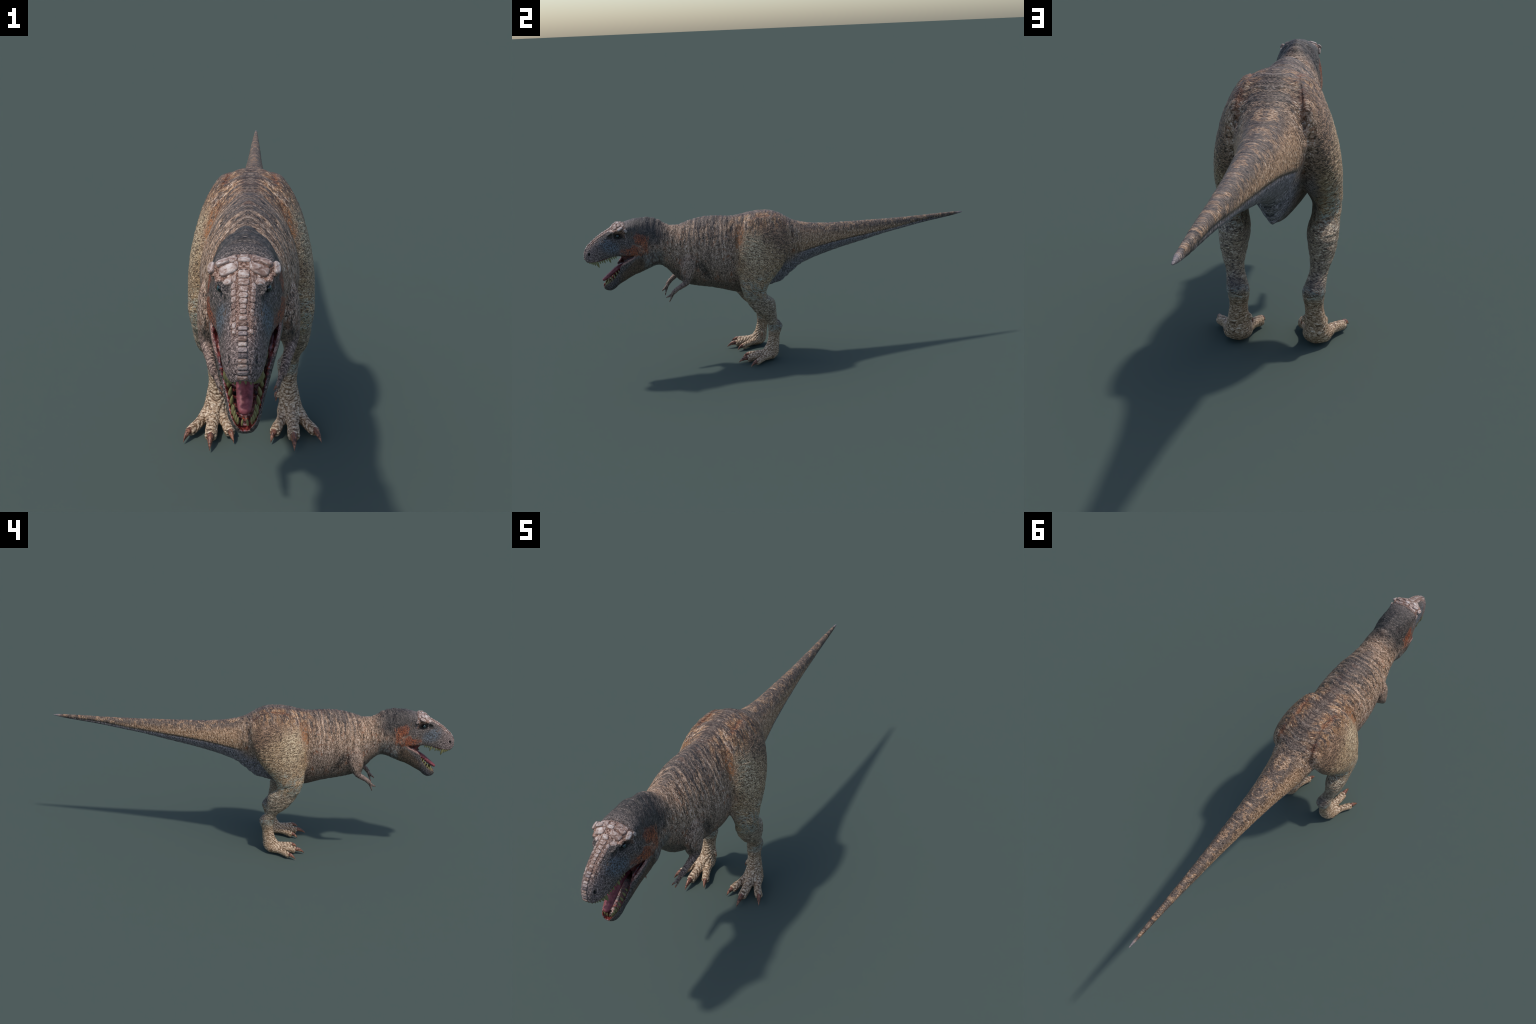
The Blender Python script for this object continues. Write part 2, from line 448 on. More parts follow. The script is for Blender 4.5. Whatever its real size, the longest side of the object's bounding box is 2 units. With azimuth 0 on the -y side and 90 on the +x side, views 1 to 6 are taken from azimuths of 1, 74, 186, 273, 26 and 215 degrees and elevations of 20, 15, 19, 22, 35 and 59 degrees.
# clean straight borders between the neighbouring parts
body = np.isin(label, [TAG['torso'], TAG['neck'], TAG['tail']])
label[body] = np.where(cy[body] < -.56, TAG['neck'], np.where(cy[body] < .03, TAG['torso'], TAG['tail']))
nh = np.isin(label, [TAG['neck'], TAG['head']]) & (cz > .56)
label[nh] = np.where(cy[nh] < -.725 - .25 * (cz[nh] - .66), TAG['head'], TAG['neck'])
nj = np.isin(label, [TAG['neck'], TAG['lower_jaw']]) & (cz <= .56)
label[nj & (cy < -.715)] = TAG['lower_jaw']; label[nj & (cy >= -.715)] = TAG['neck']
label[(label == TAG['lower_jaw']) & (cy > -.715)] = TAG['neck']
label[(label == TAG['head']) & (cy > -.66)] = TAG['neck']
label[(label == TAG['mouth_lining']) & ((cy > -.757) | (cx > .066))] = TAG['neck']
label[(label == TAG['neck']) & (cy < -.77) & (cx < .05)] = TAG['mouth_lining']
label[(label == TAG['mouth_lining']) & (cy > -.835) & (cz < .548) & (cx > .034)] = TAG['lower_jaw']
label[(label == TAG['mouth_lining']) & (cy < -.986)] = TAG['head']
leg = np.isin(label, [TAG['thigh'], TAG['lower_leg'], TAG['foot']])
label[leg] = np.where(cz[leg] > .36, TAG['thigh'], np.where(cz[leg] > .165, TAG['lower_leg'], TAG['foot']))

# ------------------------------------------------------------------ node helper
class S:
    """a socket with arithmetic"""
    def __init__(self, g, s): self.g, self.s = g, s
    def _m(self, op, *o, clamp=False):
        n = self.g.nodes.new('ShaderNodeMath'); n.operation = op; n.use_clamp = clamp
        for i, v in enumerate((self,) + o):
            if isinstance(v, S): self.g.links.new(v.s, n.inputs[i])
            else: n.inputs[i].default_value = v
        return S(self.g, n.outputs[0])
    def __add__(a, b): return a._m('ADD', b)
    __radd__ = __add__
    def __sub__(a, b): return a._m('SUBTRACT', b)
    def __rsub__(a, b): return (a * -1) + b
    def __mul__(a, b): return a._m('MULTIPLY', b)
    __rmul__ = __mul__
    def __truediv__(a, b): return a._m('DIVIDE', b)
    def abs(a): return a._m('ABSOLUTE')
    def max(a, b): return a._m('MAXIMUM', b)
    def min(a, b): return a._m('MINIMUM', b)
    def pow(a, b): return a._m('POWER', b)
    def sin(a): return a._m('SINE')
    def inv(a): return (a * -1) + 1
    def step(a, lo, hi):
        n = a.g.nodes.new('ShaderNodeMapRange'); n.interpolation_type = 'SMOOTHSTEP'; n.clamp = True
        flip = hi < lo
        n.inputs[1].default_value = min(lo, hi); n.inputs[2].default_value = max(lo, hi)
        n.inputs[3].default_value = 1 if flip else 0; n.inputs[4].default_value = 0 if flip else 1
        a.g.links.new(a.s, n.inputs[0]); return S(a.g, n.outputs[0])
    def curve(a, lo, hi, pts, vlo, vhi):
        """piecewise curve of the value: pts are (x, v)"""
        t = (a - lo) / (hi - lo)
        n = a.g.nodes.new('ShaderNodeFloatCurve'); c = n.mapping.curves[0]
        q = [((x - lo) / (hi - lo), (v - vlo) / (vhi - vlo)) for x, v in pts]
        c.points[0].location = q[0]; c.points[1].location = q[-1]
        for p in q[1:-1]: c.points.new(*p)
        n.mapping.update(); a.g.links.new(t.s, n.inputs['Value'])
        return S(a.g, n.outputs[0]) * (vhi - vlo) + vlo

def lin(h):
    c = [int(h[i:i + 2], 16) / 255 for i in (0, 2, 4)]
    return [(x / 12.92 if x <= .04045 else ((x + .055) / 1.055) ** 2.4) for x in c] + [1]

class G:
    """material builder"""
    def __init__(self, name):
        self.mat = bpy.data.materials.new(name); self.mat.use_nodes = True
        t = self.t = self.mat.node_tree; t.nodes.clear()
        self.nodes, self.links = t.nodes, t.links
        self.out = t.nodes.new('ShaderNodeOutputMaterial'); self.b = t.nodes.new('ShaderNodeBsdfPrincipled')
        t.links.new(self.b.outputs[0], self.out.inputs[0])
        tc = t.nodes.new('ShaderNodeTexCoord'); sp = t.nodes.new('ShaderNodeSeparateXYZ'); t.links.new(tc.outputs['Object'], sp.inputs[0])
        self.obj = tc.outputs['Object']; self.gen = tc.outputs['Generated']
        self.x, self.y, self.z = (S(t, sp.outputs[i]) for i in range(3)); self.ax = self.x.abs()
        ge = t.nodes.new('ShaderNodeNewGeometry'); sn = t.nodes.new('ShaderNodeSeparateXYZ'); t.links.new(ge.outputs['Normal'], sn.inputs[0])
        self.nx, self.ny, self.nz = (S(t, sn.outputs[i]) for i in range(3))
    def vec(self, *c):
        n = self.nodes.new('ShaderNodeCombineXYZ')
        for i, v in enumerate(c):
            if isinstance(v, S): self.links.new(v.s, n.inputs[i])
            else: n.inputs[i].default_value = v
        return n.outputs[0]
    def noise(self, v, scale=1., detail=2., rough=.5, dist=0.):
        n = self.nodes.new('ShaderNodeTexNoise'); n.inputs['Scale'].default_value = scale; n.inputs['Detail'].default_value = detail
        n.inputs['Roughness'].default_value = rough; n.inputs['Distortion'].default_value = dist
        self.links.new(v, n.inputs['Vector']); return S(self.t, n.outputs[0])
    def voronoi(self, v, scale=1., feature='F1', rnd=1.):
        n = self.nodes.new('ShaderNodeTexVoronoi'); n.feature = feature; n.inputs['Scale'].default_value = scale; n.inputs['Randomness'].default_value = rnd
        self.links.new(v, n.inputs['Vector']); return S(self.t, n.outputs[0])
    def col(self, c):
        if isinstance(c, str):
            n = self.nodes.new('ShaderNodeRGB'); n.outputs[0].default_value = lin(c); return n.outputs[0]
        return c
    def mix(self, f, a, b, mode='MIX'):
        n = self.nodes.new('ShaderNodeMix'); n.data_type = 'RGBA'; n.blend_type = mode; n.clamp_factor = True
        if isinstance(f, S): self.links.new(f.s, n.inputs[0])
        else: n.inputs[0].default_value = f
        self.links.new(self.col(a), n.inputs[6]); self.links.new(self.col(b), n.inputs[7]); return n.outputs[2]
    def ramp(self, f, stops):
        n = self.nodes.new('ShaderNodeValToRGB'); cr = n.color_ramp
        while len(cr.elements) < len(stops): cr.elements.new(.5)
        for e, (p, c) in zip(cr.elements, stops): e.position = p; e.color = lin(c)
        self.links.new(f.s, n.inputs[0]); return n.outputs[0]
    def grey(self, s):
        return self.vec(s, s, s)
    def finish(self, color, rough=.6, bump=None, strength=.5, dist=.002, spec=.35):
        self.links.new(self.col(color), self.b.inputs['Base Color'])
        if isinstance(rough, S): self.links.new(rough.s, self.b.inputs['Roughness'])
        else: self.b.inputs['Roughness'].default_value = rough
        self.b.inputs['Specular IOR Level'].default_value = spec
        if bump is not None:
            n = self.nodes.new('ShaderNodeBump'); n.inputs['Strength'].default_value = strength; n.inputs['Distance'].default_value = dist
            self.links.new(bump.s, n.inputs['Height']); self.links.new(n.outputs[0], self.b.inputs['Normal'])
        return self.mat

# ------------------------------------------------------------------ hide
def hide_material():
    g = G('scaly_hide'); x, y, z, ax = g.x, g.y, g.z, g.ax
    w = g.noise(g.vec(ax, y, z), 24, 2) - .5
    w2 = g.noise(g.vec(ax + .37, y, z), 60, 2) - .5
    # masks for where on the animal we are
    head = y.step(-.735, -.80)
    leg_low = z.step(.38, .33) * ax.step(.055, .07) * y.step(-.33, -.28)
    leg_up = (ax + w * .05).step(.092, .134) * y.step(-.31, -.275) * y.step(.035, -.01)
    leg = leg_low.max(leg_up)
    foot = z.step(.17, .11) * y.step(-.33, -.325)
    tail = y.step(.0, .09)
    back = y.curve(-1, 1, [(-1, .62), (-.93, .70), (-.83, .756), (-.7, .77), (-.65, .758), (-.565, .715), (-.47, .735), (-.4, .742), (-.27, .732),
                           (-.13, .741), (-.03, .722), (.06, .671), (.2, .644), (.4, .635), (.7, .627), (1, .62)], .5, .8)
    low = y.curve(-1, 1, [(-1, .58), (-.7, .52), (-.61, .5), (-.5, .41), (-.36, .373), (-.2, .335), (-.03, .371), (.06, .44), (.2, .488), (.4, .528), (.65, .571), (1, .616)], .3, .7)
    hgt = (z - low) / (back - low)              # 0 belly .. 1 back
    # streaks run round the trunk and round the limbs
    yc = y + ax * .35
    st_t = g.noise(g.vec(ax * 90, yc * 250, z * 85 + w * 3), 1, 3, .66, .8)
    st_t2 = g.noise(g.vec(ax * 190, yc * 400, z * 220), 1, 2, .6)
    st_l = g.noise(g.vec(ax * 90, y * 90, z * 260 + y * 75 + w * 5), 1, 3, .66, .8)
    st_l2 = g.noise(g.vec(ax * 180, y * 180, z * 330), 1, 2, .6)
    st_h = g.noise(g.vec(ax, y, z), 210, 3, .65)
    sel = lambda a, b, c: (a * leg.inv() + b * leg) * head.inv() + c * head
    st = sel(st_t, st_l, st_h)
    st2 = sel(st_t2, st_l2, g.noise(g.vec(ax + 1.3, y, z), 380, 2, .6))
    blot = g.noise(g.vec(ax * 22, yc * 34, z * 20), 1, 3, .6)          # patches
    blot2 = g.noise(g.vec(ax * 60 + 5, yc * 85, z * 55), 1, 3, .65)     # spots
    hue = g.noise(g.vec(ax * 30 + 9, y * 30, z * 30), 1, 3, .6)
    # elongated pebbly scales: dark gaps, each scale its own brightness
    q_t = g.vec(ax * 95 + w * 1.5, yc * 270 + w2 * 3, z * 110 + w * 2)
    q_l = g.vec(ax * 100 + w * 2, y * 100 + w2 * 2, z * 270 + y * 80 + w * 5)
    q_h = g.vec(ax * 300, y * 300, z * 300)
    gap = sel(g.voronoi(q_t, 1, 'DISTANCE_TO_EDGE'), g.voronoi(q_l, 1, 'DISTANCE_TO_EDGE'), g.voronoi(q_h, 1, 'DISTANCE_TO_EDGE'))
    folds = g.noise(g.vec(ax * 6, yc * 60, z * 7 + w), 1, 2, .5)
    fold_m = leg.inv() * head.inv() * y.step(-.64, -.52) * y.step(.12, -.02) * hgt.step(.35, .6)
    folds = (folds - .5) * fold_m
    v0 = st * .62 + st2 * .38
    v = (v0 - .5) * 1.42 + .5 + (gap.min(.22) - .12) * ((head * -.3 + .62) * (foot * -.75 + 1)) + folds * .34

    # base: weathered brown-grey
    base = g.ramp(v, [(.30, '2a2019'), (.42, '644e3b'), (.51, '9c7b5f'), (.60, 'be9d82'), (.72, 'dfcab6')])
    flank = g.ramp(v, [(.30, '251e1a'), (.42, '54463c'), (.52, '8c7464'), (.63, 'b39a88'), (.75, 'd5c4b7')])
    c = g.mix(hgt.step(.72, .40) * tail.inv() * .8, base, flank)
    # rusty flecks
    c = g.mix((hue.step(.52, .66) * blot2.step(.42, .6) * .5), c, '98552b')
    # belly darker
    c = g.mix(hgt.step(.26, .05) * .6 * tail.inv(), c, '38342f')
    # tail: warm above, slate below the crease
    tcol = g.ramp(v, [(.30, '33261b'), (.42, '71533a'), (.52, 'a8825f'), (.63, 'c8a585'), (.75, 'e0ccb6')])
    c = g.mix(tail * hgt.step(.30, .5), c, tcol)
    ccz = y.curve(0, 1, [(0, .515), (.22, .548), (.43, .566), (.60, .581), (.77, .604), (1, .613)], .5, .65)
    under = g.ramp(v, [(.30, '26272c'), (.45, '5c5a60'), (.58, '8b878c'), (.74, 'b9b2b6')])
    c = g.mix(tail * (ccz - z + (blot2 - .5) * .022).step(-.008, .010) * .9, c, under)
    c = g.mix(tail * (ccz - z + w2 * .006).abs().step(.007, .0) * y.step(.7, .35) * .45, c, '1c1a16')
    # pelvis underside, slate
    c = g.mix(y.step(-.20, -.05) * y.step(.14, .02) * hgt.step(.42, .2) * leg.inv() * .9, c, under)
    tb = g.noise(g.vec(ax * 40, yc * 42, z * 40), 1, 4, .65, .4)
    # dark saddle along the spine, in broken chevron bands
    band = g.noise(g.vec(ax * 14, (y + ax * .45) * 48, .3), 1, 2, .6)
    spine = (back - z - .0).step(.055, .0) * .35 + band.step(.47, .58) * (back - z).step(.11, .02) + ax.step(.035, .005) * (back - z).step(.1, .02) * .4
    spine_t = (ccz - z).step(-.035, -.06) * (blot.step(.42, .56) * .8 + .25)
    dark = g.ramp(v, [(.32, '1e1d1f'), (.5, '3a3635'), (.68, '5d544f'), (.8, '84776d')])
    c = g.mix((spine * y.step(-.6, -.5) * tail.inv() * leg.inv() * .85).min(.72), c, dark)
    c = g.mix(((back - z + (blot2 - .5) * .03).step(.055, .012) * (tb.step(.38, .54) * .66 + blot2.step(.46, .58) * .25 + .1) * tail).min(.8), c, dark)
    # tiger streaks on the ribs
    tig = (yc * (TAU / .023) + w * 7 + (blot - .5) * 5).sin() * .5 + .5
    c = g.mix(tig.step(.55, .85) * (blot2 * .6 + hue * .5).step(.42, .56) * y.step(-.56, -.48) * y.step(-.24, -.32) * hgt.step(.50, .80) * .62, c, dark)
    pale = (yc * (TAU / .023) + w * 7 + (blot - .5) * 5 + 3.14).sin() * .5 + .5
    c = g.mix(pale.step(.6, .95) * v.step(.42, .56) * y.step(-.56, -.48) * y.step(-.24, -.32) * hgt.step(.5, .75) * .12, c, 'c0a692')

    # hip top: ochre and rust
    hip = y.step(-.36, -.24) * y.step(.02, -.08) * hgt.step(.72, .86)
    ochre = g.ramp(v, [(.30, '33251c'), (.42, '754d31'), (.52, 'a5774d'), (.62, 'c4a079'), (.75, 'e0c9ab')])
    c = g.mix(hip * blot.step(.60, .45) * ax.step(.012, .04) * .8, c, ochre)
    c = g.mix(hip * blot2.step(.50, .58) * .75, c, '3a2c26')
    # thigh: straw with dark freckles, brown toward the rear top
    straw = g.ramp(v, [(.28, '291d14'), (.40, '6c533a'), (.50, 'a0815f'), (.61, 'c6a882'), (.74, 'e6d3b8')])
    fleck = g.voronoi(g.vec(ax * 85 + w2 * 2, y * 85, z * 110), 1)
    straw = g.mix(fleck.step(.34, .16) * z.step(.40, .50) * .8, straw, '2f271f')
    rear = (y + (z - .6) * .55).step(-.155, -.07)
    brown = g.ramp(v, [(.30, '221d1b'), (.45, '4f3d31'), (.57, '8a684e'), (.72, 'b9977a')])
    zz = z + (blot - .5) * .16
    upper = g.mix(zz.step(.58, .70) * .75, straw, brown)
    upper = g.mix(rear * zz.step(.44, .58) * .9, upper, brown)
    upper = g.mix(blot.step(.52, .64) * .35, upper, brown)
    cream = (((y + .215) / .06).pow(2) + ((z - .585) / .10).pow(2)).step(1.5, .1)
    upper = g.mix(cream * v.step(.42, .6) * .5, upper, 'dcc9a6')
    c = g.mix(leg * foot.inv(), c, upper)
    # orange crease ahead of the thigh
    orange = (y + .268 - (z - .64) * .3).abs().step(.028, .006) * z.step(.56, .62) * z.step(.735, .70) * ax.step(.06, .09)
    c = g.mix(orange * blot2.step(.46, .54) * v.step(.40, .55) * .8, c, '94551f')
    c = g.mix(orange * blot2.step(.50, .42) * .5, c, '33201a')
    hx = y.curve(-.25, .05, [(-.25, .082), (-.215, .078), (-.16, .067), (-.115, .061), (-.06, .067), (-.02, .076), (.05, .085)], .0, .1)
    hl = (ax - hx + w2 * .006).abs().step(.016, .001) * y.step(-.23, -.19) * y.step(.02, -.005) * z.step(.57, .62)
    c = g.mix(hl * .55, c, g.mix(hue.step(.45, .55), '2a1b15', '6e3a1c'))
    # blue-grey knee, shin
    shin = g.ramp(v, [(.28, '2e2720'), (.42, '675746'), (.52, '94806a'), (.63, 'b7a58c'), (.76, 'd8ccb9')])
    c = g.mix(leg_low * z.step(.37, .32) * foot.inv() * .9, c, shin)
    knee = leg * z.step(.31, .36) * z.step(.50, .39) + leg_low * z.step(.19, .175) * z.step(.135, .155) * .8
    c = g.mix(knee * st.step(.42, .62) * hue.step(.38, .54) * .65, c, '7d9c9a')
    c = g.mix(leg_low * z.step(.26, .23) * z.step(.15, .19) * (y + .085).step(-.03, .01) * .7, c, '3b3338')
    c = g.mix(leg_low * z.step(.235, .26) * z.step(.31, .28) * y.step(-.2, -.24) * .6, c, '2d2a2e')
    c = g.mix(leg_low * ax.step(.1, .08) * z.step(.22, .30) * .5, c, '4d3f3a')
    # foot: pale horn with ochre-brown gaps between the scales
    fs = g.ramp(v, [(.26, '2e2119'), (.40, '705439'), (.50, 'a18466'), (.61, 'c4a98c'), (.74, 'e4d5c4')])
    fsp = g.voronoi(g.vec(ax * 120 + w2 * 2, y * 120, z * 120), 1)
    fs = g.mix(fsp.step(.36, .2) * .6, fs, '4a351f')
    ring = ((z * .9 - y * .75) * 330).sin().abs()
    fs = g.mix(ring.step(.55, .1) * .85 * (g.nz - g.ny).step(.2, .8), fs, '543a24')
    fs = g.mix(ring.step(.6, .95) * v.step(.40, .6) * (g.nz - g.ny).step(.3, .9) * .45, fs, 'd8c8b0')
    c = g.mix(foot, c, fs)
    # forelimb a touch greyer and pinker
    armm = z.step(.47, .44) * y.step(-.50, -.53) * ax.step(.045, .056)
    ac = g.ramp(v, [(.28, '2c2220'), (.45, '66524a'), (.58, '977f72'), (.74, 'c8b0a1')])
    c = g.mix(armm, c, ac)
    # shade of the shoulder hollow, painted on as a dark diagonal
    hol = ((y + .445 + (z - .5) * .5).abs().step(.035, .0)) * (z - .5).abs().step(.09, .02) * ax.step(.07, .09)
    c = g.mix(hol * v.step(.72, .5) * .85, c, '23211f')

    # neck: charcoal nape
    nape = (y + w * .05).step(-.575, -.66) * (z + w * .07 - y * .0).step(.625, .69)
    char = g.ramp(v, [(.30, '121212'), (.48, '2a2928'), (.62, '484442'), (.78, '7d736c')])
    c = g.mix(nape * .93, c, char)
    # throat: cool grey pebbles
    thr = (y + w * .04).step(-.61, -.65) * (z + w * .04).step(.64, .58)
    peb = g.voronoi(g.vec(ax * 70, y * 110, z * 60), 1)
    tc = g.ramp(peb + (v - .5) * .8, [(.05, '9a9a93'), (.32, '747671'), (.6, '3a3a39'), (.85, '1e1e1e')])
    c = g.mix(thr * .65, c, tc)
    # head skin
    hd = g.ramp(v, [(.30, '161413'), (.44, '3c3531'), (.56, '665b55'), (.71, '9f9189')])
    c = g.mix(head * .95, c, hd)
    blue = (((y + .885) / .055).pow(2) + ((z - .655 - (y + .885) * -.25) / .038).pow(2)).step(1.3, .1) * head
    c = g.mix(blue * v.step(.40, .66) * .65, c, '5d7a8c')
    muz = y.step(-.90, -.965)
    mz = g.ramp(v, [(.28, '2c2425'), (.46, '64544f'), (.58, '8f7c77'), (.74, 'c4aea4')])
    c = g.mix(muz * .85 * z.step(.50, .56), c, mz)
    c = g.mix(muz.inv() * head * hue.step(.5, .65) * blot2.step(.45, .6) * .35, c, '7a5a3c')
    # orange behind the jaw and along the rear lip
    wy = y + w * .06 + w2 * .03; wz = z + (hue - .5) * .07 + w2 * .03
    p1 = (((wy + .728) / .034).pow(2) + ((wz - .660 + (y + .728) * .5) / .040).pow(2)).step(1.4, .25)
    p2 = (((wy + .778) / .062).pow(2) + ((wz - .623 + (y + .785) * .12) / .023).pow(2)).step(1.4, .2)
    orp = p1.max(p2)
    oc = g.ramp(v, [(.34, '1c1311'), (.43, '5f301c'), (.56, '9c4d28'), (.74, 'bd7748')])
    c = g.mix(orp * ax.step(.03, .05) * (blot2.step(.38, .52) * .5 + .38), c, oc)
    # brow and snout ridge: bone pink
    bone = g.ramp(v, [(.30, '30211a'), (.43, '6e4b3b'), (.55, '9a7866'), (.72, 'c9b4a8')])
    brow = y.step(-.80, -.812) * y.step(-.90, -.875) * (z - y * -.62 - .181 - (y + .83).abs() * .08).step(.0, .008) 
    ridge = (ax + w * .02).step(.0225, .0165) * y.step(-.80, -.81) * g.nz.step(-.2, .3)
    c = g.mix((ridge * .7 * y.step(-.985, -.95)).max(brow * .9), c, bone)
    # jaw: brown rear, slate front
    jawm = y.step(-.70, -.73) * (z + (y + .76) * -1.0 - .0).step(.60, .585) * z.step(.60, .58)
    jb = g.ramp(v, [(.30, '211a16'), (.46, '4d3c2f'), (.60, '745e4b'), (.76, 'a18d78')])
    jf = g.ramp(v, [(.30, '181719'), (.48, '3c3839'), (.62, '655d5d'), (.78, '9b9190')])
    c = g.mix(jawm * y.step(-.71, -.74), c, g.mix(y.step(-.82, -.87), jb, jf))
    rim = (z - (y + .765) * .58 - .600).abs().step(.0075, .002) * y.step(-.765, -.775) * y.step(-.842, -.832) * ax.step(.046, .052)
    c = g.mix(rim * .75, c, g.mix(v.step(.4, .6), '7a4a3e', 'c09a8c'))
    # red rim of the lips
    lip = head * (z - .592).abs().step(.012, .003) * y.step(-.77, -.80) * g.nz.step(-.1, -.5) * y.step(-.992, -.98)
    c = g.mix(lip * .8, c, '6d1f1c')
    # pale tip of the tail
    c = g.mix(y.step(.945, .985) * .8, c, '877d7e')
    orb = (((y + .838) / .026).pow(2) + ((z - .698) / .0155).pow(2)).step(1.5, .5) * ax.step(.030, .040)
    pre = (((y + .874) / .020).pow(2) + ((z - .696 - (y + .874) * .35) / .010).pow(2)).step(1.4, .3) * ax.step(.024, .030)
    c = g.mix((orb * .8).max(pre * .45), c, '121011')
    nos = (((y + .9775) / .0060).pow(2) + ((z - .6220) / .0085).pow(2)).step(1.1, .5) * ax.step(.012, .016)
    c = g.mix(nos * .95, c, '050405')
    # dark lines in the grooves
    c = g.mix(st.step(.44, .33) * .45, c, '14110f')
    vor = g.voronoi(g.vec(ax, y, z), 150)
    bump = v0 * .8 + gap.min(.25) * 1.1 * (foot * -.8 + 1) + folds * 2.4 + vor.step(0, .6) * .25 * head
    return g.finish(c, st2 * .25 + .45, bump, .85, .0030, .42)

def simple(name, stops, scale, rough=.45, strength=.4, stretch=(1, 1, 1), spec=.4, dist=.001):
    g = G(name)
    n = g.noise(g.vec(g.x * stretch[0], g.y * stretch[1], g.z * stretch[2]), scale, 4, .6, .4)
    return g.finish(g.ramp(n, stops), rough, n, strength, dist, spec)

HIDE = hide_material()
HORN = simple('claw_horn', [(.30, '2d1a14'), (.45, '5f3a2b'), (.58, '8f5f49'), (.75, 'c39a80')], 110, .4)
TOOTH = simple('tooth_ivory', [(.3, '6a653e'), (.5, '7a744c'), (.75, '918b63')], 2.2, .45, .1)
def scute_material(name, stops):
    g = G(name)
    oi = g.nodes.new('ShaderNodeObjectInfo'); rnd = S(g.t, oi.outputs['Random'])
    n = g.noise(g.vec(g.x + rnd * 40, g.y, g.z), 1.3, 4, .65, .6)
    edge = (g.x.abs().pow(4) + g.y.abs().pow(4)).pow(.25)
    c = g.ramp(n + (rnd - .5) * .22, stops)
    c = g.mix(edge.step(.78, 1.05) * .6, c, '4a2f22')
    return g.finish(c, .5, n, .8, .003, .4)
SCUTE = scute_material('bony_scute', [(.25, '45302a'), (.42, '7f6457'), (.54, 'a18b80'), (.70, 'c4b8b1')])
SCUTE_GREY = scute_material('bony_scute_grey', [(.25, '352d2e'), (.43, '776a69'), (.58, '958580'), (.75, 'c2ada1')])
TONGUE = simple('tongue_flesh', [(.3, '55242a'), (.55, '7c3b41'), (.75, '97575a')], 90, .55, .4)
def gum_material():
    g = G('mouth_flesh')
    n = g.noise(g.vec(g.ax, g.y, g.z), 95, 4, .65, .8); m = g.noise(g.vec(g.ax + 2, g.y, g.z), 130, 3, .6)
    c = g.ramp(n, [(.34, '120a0b'), (.46, '3d1715'), (.55, '7a2c24'), (.63, '7d6a72'), (.74, 'b7a3a4')])
    c = g.mix(m.step(.60, .68) * .7, c, 'c8542a')
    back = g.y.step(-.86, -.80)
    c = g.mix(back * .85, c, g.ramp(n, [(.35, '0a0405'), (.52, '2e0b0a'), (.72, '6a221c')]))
    return g.finish(c, .35, n, .7, .002, .5)
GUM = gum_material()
def eye_material():
    g = G('eye_glossy')
    d = (((g.y + .8415)).pow(2) + ((g.z - .7015)).pow(2)).pow(.5)
    n = g.noise(g.obj, 500, 2)
    c = g.ramp(d * 100 + (n - .5) * .12, [(.20, '040506'), (.25, '183840'), (.34, '335c4c'), (.40, '1d4252'), (.48, '0a0d0f')])
    m = g.finish(c, .08, None, spec=.6); g.b.inputs['Coat Weight'].default_value = .6; return m
EYE = eye_material()

# ------------------------------------------------------------------ objects
col = bpy.context.scene.collection
root = bpy.data.objects.new('theropod_dinosaur', None); col.objects.link(root)
root['label'] = 'roaring brown-grey two-legged predatory dinosaur with straight tail'
root['category'] = 'dinosaur'
PART = {}
def add(name, me, mat, parent=root, at=None):
    o = bpy.data.objects.new(name, me); col.objects.link(o); o.parent = parent
    if mat is not None and not me.materials: me.materials.append(mat)
    return o
def region(name, fsel, mat):
    f = F[fsel]; used = np.unique(f); remap = np.full(nv, -1); remap[used] = np.arange(len(used))
    me = bpy.data.meshes.new(name)
    k = len(f)
    me.vertices.add(len(used)); me.vertices.foreach_set('co', V[used].astype(np.float32).ravel())
    me.loops.add(k * 4); me.loops.foreach_set('vertex_index', remap[f].astype(np.int32).ravel())
    me.polygons.add(k); me.polygons.foreach_set('loop_start', np.arange(0, k * 4, 4, dtype=np.int32))
    me.update(calc_edges=True)
    me.polygons.foreach_set('use_smooth', np.ones(k, bool))
    me.normals_split_custom_set_from_vertices(N[used].tolist())
    return add(name, me, mat)
right = fc[:, 0] > 0
for nm in PARTS:
    s = (label == TAG[nm]) & keepf
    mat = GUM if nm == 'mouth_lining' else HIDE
    if nm in ('thigh', 'lower_leg', 'foot', 'forelimb', 'hand'):
        for side, m in ((1, s & right), (-1, s & ~right)):
            if m.any(): PART[nm, side] = region(nm, m, mat)
    else:
        PART[nm] = region(nm, s, mat)

tri = np.concatenate([F[keepf][:, [0, 1, 2]], F[keepf][:, [0, 2, 3]]])
BVH = BVHTree.FromPolygons([tuple(p) for p in V], [tuple(t) for t in tri.tolist()])

def loft_mesh(name, rings, smooth_shade=True):
    r = Raw(); r.shell(rings, [0] * len(rings)); me = to_mesh(name, np.concatenate(r.v), r.f)
    b = bmesh.new(); b.from_mesh(me); bmesh.ops.recalc_face_normals(b, faces=b.faces); b.to_mesh(me); b.free()
    me.polygons.foreach_set('use_smooth', np.ones(len(me.polygons), bool)); return me

